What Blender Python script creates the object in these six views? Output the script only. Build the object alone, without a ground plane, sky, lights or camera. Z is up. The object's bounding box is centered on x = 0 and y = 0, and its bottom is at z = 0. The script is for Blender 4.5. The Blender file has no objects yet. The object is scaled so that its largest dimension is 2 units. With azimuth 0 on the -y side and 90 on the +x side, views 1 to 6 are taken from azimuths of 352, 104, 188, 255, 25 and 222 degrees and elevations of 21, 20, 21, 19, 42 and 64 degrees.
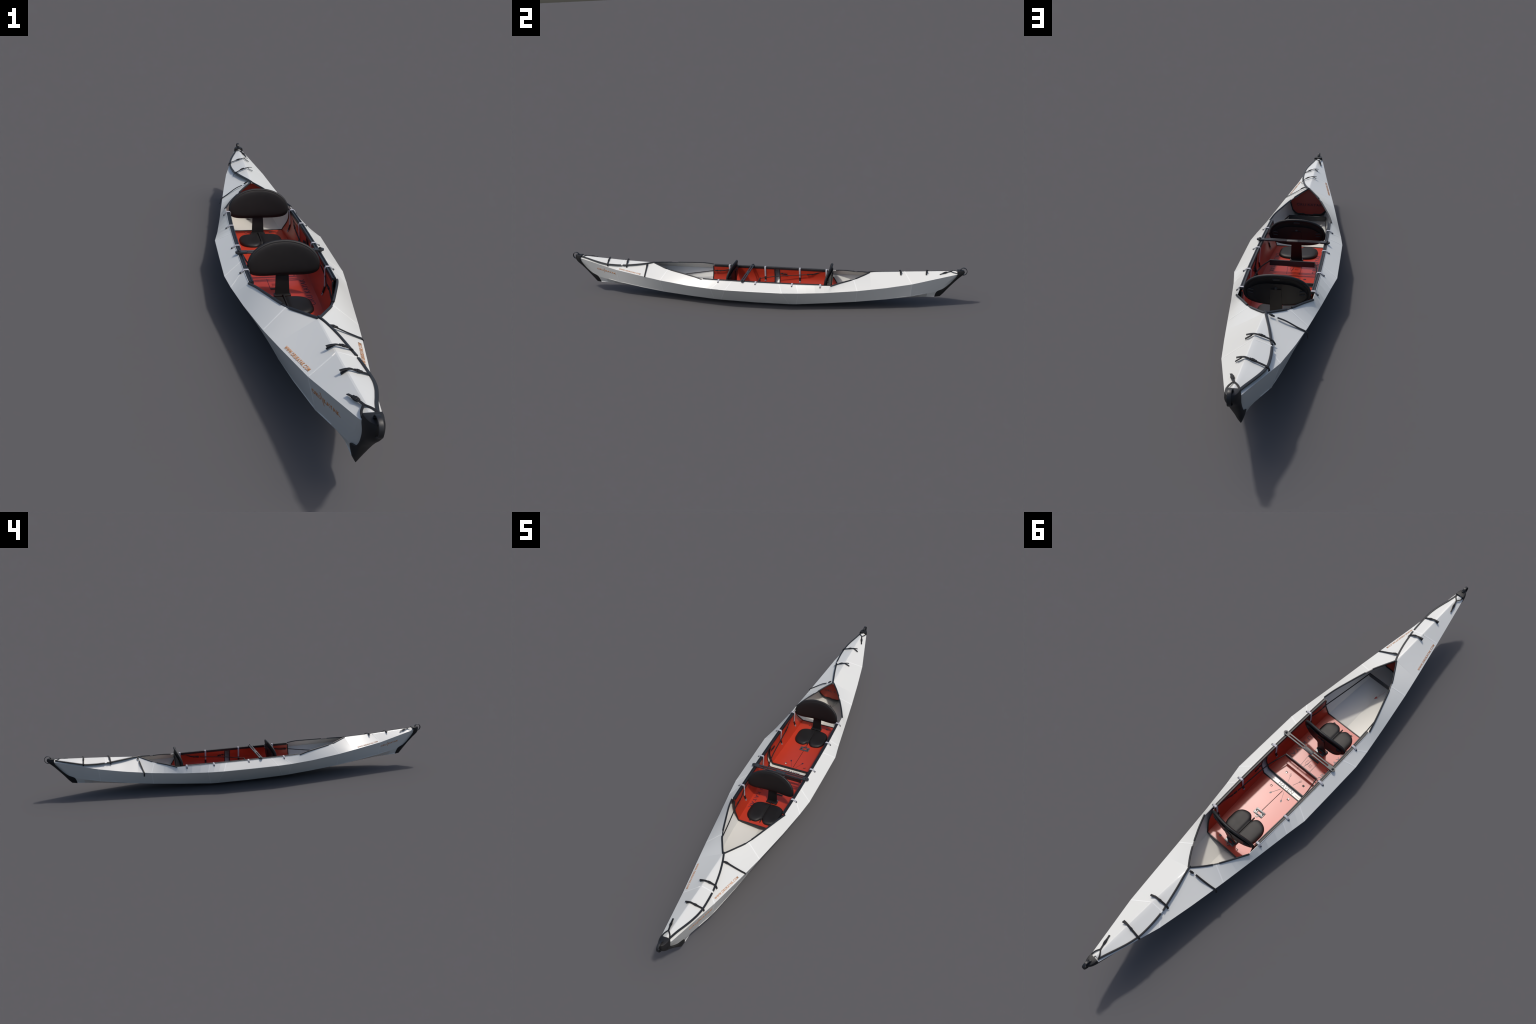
import bpy, bmesh, math, random
from mathutils import Vector, Matrix
from mathutils.bvhtree import BVHTree

random.seed(7)
V = Vector

# ------------------------------------------------------------------ materials
def new_mat(name, color, rough=0.5, metallic=0.0, spec=0.5, var=0.06, scale=30.0,
            bump=0.0, bump_scale=200.0, coat=0.0, rough_var=0.05):
    m = bpy.data.materials.new(name)
    m.use_nodes = True
    nt = m.node_tree
    b = nt.nodes["Principled BSDF"]
    tc = nt.nodes.new("ShaderNodeTexCoord")
    n = nt.nodes.new("ShaderNodeTexNoise")
    n.inputs["Scale"].default_value = scale
    n.inputs["Detail"].default_value = 5
    nt.links.new(tc.outputs["Object"], n.inputs["Vector"])
    r = nt.nodes.new("ShaderNodeValToRGB")
    c0 = [max(0.0, c * (1 - var)) for c in color] + [1]
    c1 = [min(1.0, c * (1 + var)) for c in color] + [1]
    r.color_ramp.elements[0].position = 0.35
    r.color_ramp.elements[1].position = 0.65
    r.color_ramp.elements[0].color = c0
    r.color_ramp.elements[1].color = c1
    nt.links.new(n.outputs["Fac"], r.inputs["Fac"])
    nt.links.new(r.outputs["Color"], b.inputs["Base Color"])
    mr = nt.nodes.new("ShaderNodeMapRange")
    mr.inputs["To Min"].default_value = max(0.02, rough - rough_var)
    mr.inputs["To Max"].default_value = min(1.0, rough + rough_var)
    nt.links.new(n.outputs["Fac"], mr.inputs["Value"])
    nt.links.new(mr.outputs["Result"], b.inputs["Roughness"])
    b.inputs["Metallic"].default_value = metallic
    b.inputs["Specular IOR Level"].default_value = spec
    b.inputs["Coat Weight"].default_value = coat
    if bump > 0:
        n2 = nt.nodes.new("ShaderNodeTexNoise")
        n2.inputs["Scale"].default_value = bump_scale
        n2.inputs["Detail"].default_value = 3
        nt.links.new(tc.outputs["Object"], n2.inputs["Vector"])
        bp = nt.nodes.new("ShaderNodeBump")
        bp.inputs["Strength"].default_value = bump
        bp.inputs["Distance"].default_value = 0.001
        nt.links.new(n2.outputs["Fac"], bp.inputs["Height"])
        nt.links.new(bp.outputs["Normal"], b.inputs["Normal"])
    return m

M_WHITE = new_mat("white_corrugated_plastic", (0.600, 0.602, 0.570), rough=0.28, var=0.006, scale=4, rough_var=0.008)
M_INNER = new_mat("white_inner_plastic", (0.60, 0.59, 0.545), rough=0.28, var=0.006, scale=4, rough_var=0.008)
M_FOLD = new_mat("fold_line_plastic", (0.69, 0.692, 0.665), rough=0.3, var=0.01)
M_RED = new_mat("red_liner_plastic", (0.395, 0.034, 0.0145), rough=0.31, var=0.03, scale=12, rough_var=0.012)
M_TRIM = new_mat("black_edge_trim", (0.011, 0.012, 0.014), rough=0.45, spec=0.4, var=0.15)
M_RAIL = new_mat("black_rail_plastic", (0.009, 0.010, 0.012), rough=0.45, spec=0.4, var=0.12)
M_RUBBER = new_mat("black_moulded_cap", (0.009, 0.009, 0.0095), rough=0.55, spec=0.35, var=0.15, bump=0.1, bump_scale=300)
M_WEB = new_mat("black_webbing", (0.008, 0.008, 0.009), rough=0.6, spec=0.3, var=0.25, scale=400, bump=0.4, bump_scale=900)
M_GREYWEB = new_mat("grey_webbing", (0.36, 0.36, 0.39), rough=0.55, var=0.1, scale=400, bump=0.3, bump_scale=900)
M_FOAM = new_mat("black_foam_pad", (0.0085, 0.008, 0.0083), rough=0.52, spec=0.32, var=0.12, scale=60, bump=0.12, bump_scale=700)
M_FABRIC = new_mat("dark_backrest_fabric", (0.0075, 0.0062, 0.0062), rough=0.58, spec=0.3, var=0.12, scale=80, bump=0.15, bump_scale=800)
M_PLATE = new_mat("dark_plastic_plate", (0.008, 0.0075, 0.0075), rough=0.40, spec=0.4, var=0.1)
M_METAL = new_mat("dark_anodised_plate", (0.05, 0.05, 0.055), rough=0.32, spec=0.9, var=0.1)
M_BAR = new_mat("thwart_bar_plastic", (0.022, 0.023, 0.026), rough=0.46, var=0.1)
M_INK = new_mat("dark_print_ink", (0.03, 0.015, 0.035), rough=0.4, var=0.1)
M_ORANGE = new_mat("orange_print_ink", (0.52, 0.23, 0.085), rough=0.42, var=0.06)
M_REDINK = new_mat("red_print_ink", (0.42, 0.03, 0.02), rough=0.4, var=0.06)
M_HOLE = new_mat("dark_recess", (0.012, 0.008, 0.008), rough=0.6, var=0.1)

# ------------------------------------------------------------------ helpers
ROOT = bpy.data.objects.new("kayak", None)
bpy.context.scene.collection.objects.link(ROOT)
ROOT["label"] = "white folding two-seat kayak with red floor and black seats"
ROOT["category"] = "kayak"

def link(name, me, mat, parent=None, smooth=False, angle=None):
    ob = bpy.data.objects.new(name, me)
    bpy.context.scene.collection.objects.link(ob)
    ob.parent = parent or ROOT
    me.materials.clear()
    me.materials.append(mat)
    if smooth:
        me.shade_smooth()
        if angle:
            me.set_sharp_from_angle(angle=math.radians(angle))
    return ob

def mesh_from(verts, faces, name="m", recalc=True):
    me = bpy.data.meshes.new(name)
    me.from_pydata([tuple(v) for v in verts], [], faces)
    if recalc:
        bm = bmesh.new(); bm.from_mesh(me)
        bmesh.ops.remove_doubles(bm, verts=bm.verts, dist=1e-6)
        bmesh.ops.recalc_face_normals(bm, faces=bm.faces)
        bm.to_mesh(me); bm.free()
    me.validate()
    return me

def lerp(a, b, t): return a + (b - a) * t

def interp(tab, y):
    """tab: list of (y, v1, v2...) sorted by y; linear."""
    if y <= tab[0][0]: return tab[0][1:]
    if y >= tab[-1][0]: return tab[-1][1:]
    for a, b in zip(tab, tab[1:]):
        if a[0] <= y <= b[0]:
            t = (y - a[0]) / (b[0] - a[0])
            return tuple(lerp(p, q, t) for p, q in zip(a[1:], b[1:]))

def resample(pts, n):
    """Catmull-Rom resample through points."""
    pts = [V(p) for p in pts]
    out = []
    m = len(pts)
    for i in range(m - 1):
        p0 = pts[max(i - 1, 0)]; p1 = pts[i]; p2 = pts[i + 1]; p3 = pts[min(i + 2, m - 1)]
        for k in range(n):
            t = k / n
            out.append(0.5 * ((2 * p1) + (p2 - p0) * t + (2 * p0 - 5 * p1 + 4 * p2 - p3) * t * t
                              + (3 * p1 - p0 - 3 * p2 + p3) * t ** 3))
    out.append(pts[-1])
    return out

def rounded_rect(w, h, r, seg=3):
    """profile points (u,v), centred"""
    r = min(r, w / 2 - 1e-6, h / 2 - 1e-6)
    out = []
    for cx, cy, a0 in ((w / 2 - r, h / 2 - r, 0), (-w / 2 + r, h / 2 - r, 90),
                       (-w / 2 + r, -h / 2 + r, 180), (w / 2 - r, -h / 2 + r, 270)):
        for k in range(seg + 1):
            a = math.radians(a0 + 90 * k / seg)
            out.append((cx + r * math.cos(a), cy + r * math.sin(a)))
    return out

def sweep_geo(path, ups, profile, scales=None, closed=False):
    """returns verts, faces; profile u along side, v along up"""
    path = [V(p) for p in path]
    n = len(path)
    verts, faces = [], []
    k = len(profile)
    for i, p in enumerate(path):
        if closed:
            t = path[(i + 1) % n] - path[i - 1]
        else:
            t = path[min(i + 1, n - 1)] - path[max(i - 1, 0)]
        t.normalize()
        up = V(ups[i] if isinstance(ups, list) else ups)
        side = t.cross(up)
        if side.length < 1e-6: side = t.cross(V((1, 0, 0)))
        side.normalize()
        up2 = side.cross(t).normalized()
        s = scales[i] if scales else 1.0
        for (u, v) in profile:
            verts.append(p + side * u * s + up2 * v * s)
    for i in range(n if closed else n - 1):
        j = (i + 1) % n
        for a in range(k):
            b = (a + 1) % k
            faces.append((i * k + a, i * k + b, j * k + b, j * k + a))
    if not closed:
        faces.append(tuple(range(k)))
        faces.append(tuple((n - 1) * k + a for a in reversed(range(k))))
    return verts, faces

class Geo:
    """accumulates pieces into one mesh"""
    def __init__(self): self.v = []; self.f = []
    def add(self, vf):
        o = len(self.v)
        self.v += list(vf[0]); self.f += [tuple(i + o for i in f) for f in vf[1]]
        return self
    def obj(self, name, mat, parent=None, smooth=True, angle=35):
        return link(name, mesh_from(self.v, self.f, name), mat, parent, smooth, angle)

def sweep(name, path, ups, w, h, r, mat, parent=None, seg=3, scales=None):
    return Geo().add(sweep_geo(path, ups, rounded_rect(w, h, r, seg), scales)).obj(name, mat, parent)

def tube_geo(path, rad, n=8):
    prof = [(rad * math.cos(2 * math.pi * i / n), rad * math.sin(2 * math.pi * i / n)) for i in range(n)]
    return sweep_geo(path, V((0.03, 0.02, 1)), prof)

def tube(name, path, rad, mat, parent=None, n=8):
    return Geo().add(tube_geo(path, rad, n)).obj(name, mat, parent, True, 60)

def box_geo(c, ax, ay, az, sx, sy, sz, bev=0.0008):
    """rounded box around centre with axes"""
    prof = rounded_rect(sx, sy, max(bev, 1e-5), 2)
    c = V(c); ax = V(ax).normalized(); ay = V(ay).normalized(); az = V(az).normalized()
    verts, faces = [], []
    rings = [(-sz / 2, 1 - 2 * bev / min(sx, sy)), (-sz / 2 + bev, 1), (sz / 2 - bev, 1), (sz / 2, 1 - 2 * bev / min(sx, sy))]
    k = len(prof)
    for h, s in rings:
        for u, v in prof:
            verts.append(c + ax * u * s + ay * v * s + az * h)
    for i in range(3):
        for a in range(k):
            b = (a + 1) % k
            faces.append((i * k + a, i * k + b, (i + 1) * k + b, (i + 1) * k + a))
    faces.append(tuple(reversed(range(k))))
    faces.append(tuple(3 * k + a for a in range(k)))
    return verts, faces

def disc_geo(c, axis, r, h, n=20, dome=0.0):
    axis = V(axis).normalized()
    a = axis.orthogonal().normalized(); b = axis.cross(a)
    c = V(c)
    verts, faces = [], []
    rings = [(r, 0), (r, h * 0.8), (r * 0.85, h)]
    if dome: rings += [(r * 0.5, h + dome * 0.75)]
    for rr, hh in rings:
        for i in range(n):
            t = 2 * math.pi * i / n
            verts.append(c + a * rr * math.cos(t) + b * rr * math.sin(t) + axis * hh)
    for k in range(len(rings) - 1):
        for i in range(n):
            j = (i + 1) % n
            faces.append((k * n + i, k * n + j, (k + 1) * n + j, (k + 1) * n + i))
    faces.append(tuple(reversed(range(n))))
    faces.append(tuple((len(rings) - 1) * n + i for i in range(n)))
    return verts, faces

def solid_sheet(rows, thick, inward=None):
    """rows: grid of points (list of lists). Gives a sheet with thickness on the side of `inward` (point)."""
    nr, nc = len(rows), len(rows[0])
    P = [[V(p) for p in r] for r in rows]
    N = [[None] * nc for _ in range(nr)]
    for i in range(nr):
        for j in range(nc):
            du = P[min(i + 1, nr - 1)][j] - P[max(i - 1, 0)][j]
            dv = P[i][min(j + 1, nc - 1)] - P[i][max(j - 1, 0)]
            n = du.cross(dv)
            if n.length < 1e-12: n = V((0, 0, 1))
            N[i][j] = n.normalized()
    sign = 1.0
    if inward is not None:
        ci, cj = nr // 2, nc // 2
        if N[ci][cj].dot(V(inward) - P[ci][cj]) < 0: sign = -1.0
    verts = [P[i][j] for i in range(nr) for j in range(nc)]
    verts += [P[i][j] + N[i][j] * sign * thick for i in range(nr) for j in range(nc)]
    o = nr * nc
    faces = []
    for i in range(nr - 1):
        for j in range(nc - 1):
            a, b, c, d = i * nc + j, i * nc + j + 1, (i + 1) * nc + j + 1, (i + 1) * nc + j
            faces.append((a, b, c, d)); faces.append((o + d, o + c, o + b, o + a))
    edge = [i * nc for i in range(nr)]
    ring = [j for j in range(nc)] + [i * nc + nc - 1 for i in range(1, nr)] + \
           [(nr - 1) * nc + j for j in range(nc - 2, -1, -1)] + [i * nc for i in range(nr - 2, 0, -1)]
    for a, b in zip(ring, ring[1:] + ring[:1]):
        faces.append((b, a, o + a, o + b))
    return verts, faces

# ------------------------------------------------------------------ hull lines
# y, half width x, height z      (bow lies at -y)
CHINE = [(-.9459, .0196, .1880), (-.7405, .0590, .1475), (-.6000, .0855, .1310), (-.4865, .1060, .1183),
         (-.3300, .1305, .1058), (-.2125, .1480, .1020), (-.1370, .1570, .1012), (.0000, .1580, .0990),
         (.1460, .1585, .0980), (.2230, .1450, .0955), (.3440, .1280, .0968), (.4990, .1070, .1056),
         (.6300, .0880, .1188), (.7510, .0685, .1353), (.9560, .0175, .1732)]
BOTTOM = [(-.8620, .0080, .0855), (-.7364, .0412, .0721), (-.6000, .0580, .0555), (-.4880, .0690, .0433),
          (-.3300, .0815, .0315), (-.2150, .0865, .0232), (-.1800, .0885, .0218), (.0000, .0905, .0163),
          (.1650, .0895, .0148), (.2000, .0880, .0152), (.3500, .0820, .0262), (.4870, .0730, .0365),
          (.6300, .0590, .0500), (.7434, .0463, .0644), (.8600, .0090, .0783)]
KEEL = [(-.8558, .0546), (-.7406, .0470), (-.6000, .0300), (-.4880, .0195), (-.3300, .0105), (-.2000, .0050),
        (.0000, .0010), (.1000, .0000), (.2000, .0012), (.3500, .0060), (.4870, .0135), (.6300, .0270),
        (.7434, .0408), (.8535, .0508)]
# pairs (y on chine, top line point) ; the top line is rim, gunwale or ridge
GUNWALE = [(-.2665, .1085, .1310), (-.1800, .1110, .1290), (.0000, .1130, .1262), (.1870, .1120, .1238), (.3715, .1062, .1230)]
DECK_EDGE = [(y, x, z + .0026) for y, x, z in GUNWALE]
RIM_A = [(-.5544, .0005, .1728), (-.5080, .0265, .1655), (-.4590, .0510, .1582), (-.3650, .0815, .1490),
         (-.3100, .0980, .1430), (-.2665, .1090, .1335)]
RIM_B = [(.3715, .1065, .1245), (.4200, .0835, .1345), (.4765, .0530, .1425), (.5150, .0275, .1520), (.5486, .0005, .1606)]
RIDGE_A = [(-.9560, .1985), (-.7140, .1809), (-.5544, .1734)]
RIDGE_B = [(.5486, .1612), (.7130, .1730), (.9600, .1850)]
SEAM_A = [(-.5480, .0005, .1745), (-.5830, .0130, .1720), (-.6300, .0255, .1690), (-.6870, .0360, .1668), (-.7128, .0400, .1668),
          (-.7500, .0425, .1682), (-.7894, .0435, .1707), (-.8200, .0415, .1752), (-.8500, .0360, .1800), (-.8800, .0278, .1845), (-.9100, .0185, .1890), (-.9440, .0105, .1935)]
SEAM_B = [(.5420, .0005, .1628), (.5800, .0105, .1622), (.6300, .0240, .1596), (.6885, .0376, .1566), (.7111, .0430, .1564),
          (.7600, .0474, .1560), (.8050, .0480, .1575), (.8300, .0452, .1612), (.8600, .0390, .1660), (.8900, .0300, .1702), (.9200, .0200, .1742), (.9490, .0112, .1782)]

def chine(y, s=1):
    x, z = interp(CHINE, y); return V((s * x, y, z))
def bottom(y, s=1):
    x, z = interp(BOTTOM, y); return V((s * x, y, z))
def keel(y):
    return V((0, y, interp(KEEL, y)[0]))
def top3(tab, y, s=1):
    x, z = interp(tab, y); return V((s * x, y, z))

# fold stations: matched y on chine and on the bottom edge / keel
FOLDS = [(-.9459, -.8620, -.8558), (-.7405, -.7364, -.7406), (-.6, -.6, -.6), (-.4865, -.4880, -.4880), (-.33, -.33, -.33),
         (-.2125, -.2150, -.2), (-.137, -.18, -.18), (0, 0, 0), (.146, .165, .165), (.223, .2, .2), (.344, .35, .35),
         (.499, .487, .487), (.63, .63, .63), (.751, .7434, .7434), (.956, .86, .8535)]
TH = 0.0022

def grid_between(fa, fb, pairs, sub_long, nc):
    """pairs of (ya,yb) with linear interpolation; rows run along the boat, columns from a to b"""
    rows = []
    for k in range(len(pairs) - 1):
        for q in range(sub_long):
            t = q / sub_long
            ya = lerp(pairs[k][0], pairs[k + 1][0], t); yb = lerp(pairs[k][1], pairs[k + 1][1], t)
            a, b = fa(ya), fb(yb)
            rows.append([a.lerp(b, j / nc) for j in range(nc + 1)])
    a, b = fa(pairs[-1][0]), fb(pairs[-1][1])
    rows.append([a.lerp(b, j / nc) for j in range(nc + 1)])
    return rows

hull_geo_for_decals = Geo()
def panel(name, rows, inward, mat=M_WHITE, thick=TH, smooth=True, angle=4):
    vf = solid_sheet(rows, thick, inward)
    g = Geo().add(vf)
    ob = g.obj(name, mat, None, smooth, angle)
    hull_geo_for_decals.add(vf)
    return ob

for s in (1, -1):
    panel("side_panel", grid_between(lambda y: chine(y, s), lambda y: bottom(y, s), [(f[0], f[1]) for f in FOLDS], 3, 3), (0, 0, .12))
    panel("bottom_panel", grid_between(lambda y: bottom(y, s), keel, [(f[1], f[2]) for f in FOLDS], 3, 3), (0, 0, .3))
# tapering stem panels that run on under the end caps
STEM_A = [(-.9790, .1940), (-.9740, .1690), (-.9480, .1455), (-.9230, .1200), (-.8960, .0880), (-.8680, .0585)]
STEM_B = [(.9830, .1800), (.9740, .1640), (.9520, .1440), (.9300, .1190), (.9030, .0880), (.8660, .0545)]
for stem, yc, yb, yk in ((STEM_A, -.9459, -.8620, -.8558), (STEM_B, .956, .86, .8535)):
    sp = resample([(0, y, z) for y, z in stem], 4)
    for s in (1, -1):
        rows = []
        for i, q in enumerate(sp):
            t = i / (len(sp) - 1)
            a = chine(yc, s).lerp(bottom(yb, s), t / .85) if t < .85 else bottom(yb, s).lerp(keel(yk), (t - .85) / .15)
            e = V((s * .002, q.y, q.z))
            rows.append([a.lerp(e, j / 4) for j in range(5)])
        panel("stem_panel", rows, (0, 0, .12), angle=20)

# mid deck strips (chine to gunwale)
MID_PAIRS = [(-.25, -.2665), (-.2125, -.168), (-.137, -.1125), (0, 0), (.146, .123), (.223, .208), (.344, .34), (.36, .3715)]
A_PAIRS = [(-.57, -.5544), (-.4865, -.459), (-.40, -.38), (-.33, -.32), (-.25, -.2665)]
B_PAIRS = [(.36, .3715), (.42, .42), (.499, .4765), (.565, .5486)]
for s in (1, -1):
    rows = grid_between(lambda y: chine(y, s), lambda y: top3(RIM_A, y, s), A_PAIRS, 4, 5)
    rows += grid_between(lambda y: chine(y, s), lambda y: top3(DECK_EDGE, y, s), MID_PAIRS, 3, 5)[1:]
    rows += grid_between(lambda y: chine(y, s), lambda y: top3(RIM_B, y, s), B_PAIRS, 4, 5)[1:]
    panel("deck_panel", rows, (0, 0, .08), angle=3)

# closed bow and stern decks: one wide flap folded over the ridge, one tucked panel below it
def ridge_pt(tab, y): return V((0, y, interp(tab, y)[0]))
for tab, seam, s, pairs in ((RIDGE_A, SEAM_A, 1, [(-.9459, -.956), (-.7405, -.714), (-.57, -.5544)]),
                            (RIDGE_B, SEAM_B, -1, [(.565, .5486), (.751, .713), (.956, .960)])):
    # far side of the flap, from chine up to the ridge (side -s)
    ramp = 0.0035
    def rl(y):
        p = ridge_pt(tab, y); c = chine(min(max(y, -.9459), .956), -s)
        d = (c - p).normalized(); return p + d * ramp
    panel("flap_panel", grid_between(lambda y: chine(y, -s), rl, pairs, 10, 5), (0, 0, .05), angle=3)
    # ridge fold + facet towards the seam, as one smooth rounded sheet
    ys = sorted({y for y, _, _ in seam} | set(pairs_y for _, pairs_y in pairs))
    smooth_seam = resample([(s * x, y, z) for y, x, z in seam], 5)
    rows = []
    for q in smooth_seam:
        yq = q.y
        p = ridge_pt(tab, yq)
        a = rl(yq)
        d2 = (q - p)
        L = d2.length
        if L < 1e-4: d2 = V((s * 1e-4, 0, -1e-5)); L = d2.length
        b = p + d2 * min(0.5, ramp / L)
        m = (a + b) * 0.25 + p * 0.5
        row = [a, m, b] + [b.lerp(q, j / 4) for j in range(1, 5)]
        rows.append(row)
    panel("seam_flap", rows, (0, 0, .05), angle=20)
    # tucked panel
    y_apex = .5515 * (-1 if tab is RIDGE_A else 1)
    def tuck(y): return V((s * .0006, y, interp(tab, y)[0] - .0006 - .004 * min(1, abs(y - y_apex) / .07)))
    panel("tucked_panel", grid_between(lambda y: chine(y, s), tuck, pairs, 10, 6), (0, 0, .05), angle=3)

BVH = BVHTree.FromPolygons([tuple(v) for v in hull_geo_for_decals.v], hull_geo_for_decals.f)

# inner white floor
rows = []
for i in range(41):
    y = lerp(-.80, .80, i / 40)
    x, z = interp(BOTTOM, y)
    zz = z + .0045
    k = interp(KEEL, y)[0]
    zc = min(zz - .004, k + .0045)
    xx = x + .0012
    rows.append([V((-xx, y, zz)), V((-xx / 2, y, (zz + zc) / 2)), V((0, y, zc)), V((xx / 2, y, (zz + zc) / 2)), V((xx, y, zz))])
Geo().add(solid_sheet(rows, .0015, (0, 0, -1))).obj("inner_floor", M_INNER, None, True, 2)

# pale fold lines
def strip_on(points, off=.00015, w=.0028, offs_in=0.0):
    """flat strip along polyline following its hull panel"""
    ups = []
    pts = []
    for p in points:
        loc, nor, _, _ = BVH.find_nearest(p)
        if nor.dot(V((loc.x, 0, loc.z - .07))) < 0: nor = -nor
        ups.append(nor); pts.append(loc + nor * off)
    return sweep_geo(pts, ups, rounded_rect(w, .0003, .0001, 1))

g = Geo()
def line_pts(a, b, n=8, trim0=.0, trim1=.0): return [a.lerp(b, lerp(trim0, 1 - trim1, i / n)) for i in range(n + 1)]
for s in (1, -1):
    for yc, yb in ((-.7405, -.7364), (-.4865, -.488), (-.2125, -.215), (-.137, -.18), (.146, .165), (.223, .2), (.499, .487), (.751, .7434)):
        g.add(strip_on(line_pts(chine(yc, s), bottom(yb, s), 6, .01, .01), w=.0030))
    for yc, yt, tab in ((-.2125, -.168, DECK_EDGE), (-.137, -.1125, DECK_EDGE), (.146, .123, DECK_EDGE), (.223, .208, DECK_EDGE),
                        (-.4865, -.459, RIM_A), (.499, .4765, RIM_B)):
        g.add(strip_on(line_pts(chine(yc, s), top3(tab, yt, s), 6, .01, .01), w=.0042))
g.add(strip_on(line_pts(chine(-.7405, -1), ridge_pt(RIDGE_A, -.714), 8, .02, .05), w=.0040))
g.add(strip_on(line_pts(ridge_pt(RIDGE_A, -.714), V((.0404, -.7128, .1667)), 8, .06, .02), w=.0040))
g.add(strip_on(line_pts(chine(.751, 1), ridge_pt(RIDGE_B, .713), 8, .02, .05), w=.0040))
g.add(strip_on(line_pts(ridge_pt(RIDGE_B, .713), V((-.0437, .7111, .157)), 8, .06, .02), w=.0040))
g.add(strip_on(line_pts(chine(-.7405, 1), V((.0404, -.722, .158)), 5, .02, .3), w=.0045))
g.add(strip_on(line_pts(chine(.751, -1), V((-.0437, .72, .149)), 5, .02, .3), w=.0045))
ob = g.obj("fold_line", M_FOLD, None, True, 40); ob["kind"] = "stuff"

# ------------------------------------------------------------------ black trims on rims and seams
def rim_trim(name, tab, s, notch_y, flip=False):
    pts = resample([(s * x, y, z) for y, x, z in tab], 5)
    # split at the fold notch, where the trim is interrupted for a few millimetres
    segs = [[p for p in pts if p.y < notch_y - .004], [p for p in pts if p.y > notch_y + .004]]
    par = None
    for sg in segs:
        ups = []
        for p in sg:
            c = chine(p.y, s); t = V((0, 1, 0))
            n = (p - c).cross(t); n = n if n.z > 0 else -n
            ups.append(n.normalized())
        pp = [p + n * .0006 for p, n in zip(sg, ups)]
        par = sweep(name, pp, ups, .0058, .0050, .0014, M_TRIM)
    # thin link under the notch
    a, b = segs[0][-1], segs[1][0]
    sweep(name, [a - V((0, 0, .0008)), b - V((0, 0, .0008))], V((0, 0, 1)), .0042, .0026, .0006, M_TRIM)

for s in (1, -1):
    rim_trim("rim_trim", RIM_A, s, -.459)
    rim_trim("rim_trim", RIM_B, s, .4765)
for seam, s, ny in ((SEAM_A, 1, -.7128), (SEAM_B, -1, .7111)):
    pts = resample([(s * x, y, z) for y, x, z in seam], 6)
    for sg in ([p for p in pts if p.y < ny - .003], [p for p in pts if p.y > ny + .003]):
        sweep("seam_trim", [p + V((0, 0, .0006)) for p in sg], V((s * .35, 0, 1)), .0068, .0044, .0014, M_TRIM)

# ------------------------------------------------------------------ gunwale rails
for s in (1, -1):
    for y0, y1 in ((-.2610, -.186), (-.174, .1815), (.1925, .318)):
        path = []
        n = max(2, int((y1 - y0) / .02))
        for i in range(n + 1):
            y = lerp(y0, y1, i / n)
            x, z = interp(GUNWALE, y)
            path.append(V((s * (x - .0062), y, z + .0018)))
        rail = Geo()
        rail.add(sweep_geo(path, V((0, 0, 1)), rounded_rect(.0115, .0050, .0012)))          # base channel
        rail.add(sweep_geo([p + V((s * .0036, 0, .0030)) for p in path], V((0, 0, 1)), rounded_rect(.0040, .0030, .0010)))
        rail.add(sweep_geo([p + V((-s * .0036, 0, .0030)) for p in path], V((0, 0, 1)), rounded_rect(.0040, .0030, .0010)))
        rail.add(sweep_geo([p + V((-s * .0042, 0, -.0044)) for p in path], V((0, 0, 1)), rounded_rect(.0022, .0055, .0006)))
        rob = rail.obj("gunwale_rail", M_RAIL)
    y0, y1 = -.2610, .330
    path = []
    for i in range(40):
        y = lerp(y0, y1, i / 39); x, z = interp(GUNWALE, y)
        path.append(V((s * (x - .0062), y, z + .0016)))
    Geo().add(sweep_geo(path, V((0, 0, 1)), rounded_rect(.0100, .0042, .001))).obj("rail_core", M_RAIL, rob)
    # pale gunwale edge outside the rail
    sweep("gunwale_edge", [p + V((s * .0064, 0, .0012)) for p in path], V((0, 0, 1)), .0016, .0022, .0005, M_FOLD)

# ------------------------------------------------------------------ red liner
LC = [(-.271, .0848, .0360), (.055, .0955, .0355), (.083, .0958, .0355), (.390, .0822, .0400)]
def liner_section(y_floor, y_top, s):
    """wall points from floor corner up to rail, skewed in y"""
    xc, zc = interp(LC, y_floor)
    xt = interp(GUNWALE, y_top)[0] - .0105
    zt = interp(GUNWALE, y_top)[1] - .0015
    out = []
    for j in range(9):
        t = j / 8
        y = lerp(y_floor, y_top, t)
        bul = .0075 * max(0.0, math.sin(math.pi * t)) ** 1.5
        out.append(V((s * (lerp(xc, xt, t) + bul), y, lerp(zc, zt, t))))
    return out

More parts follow.
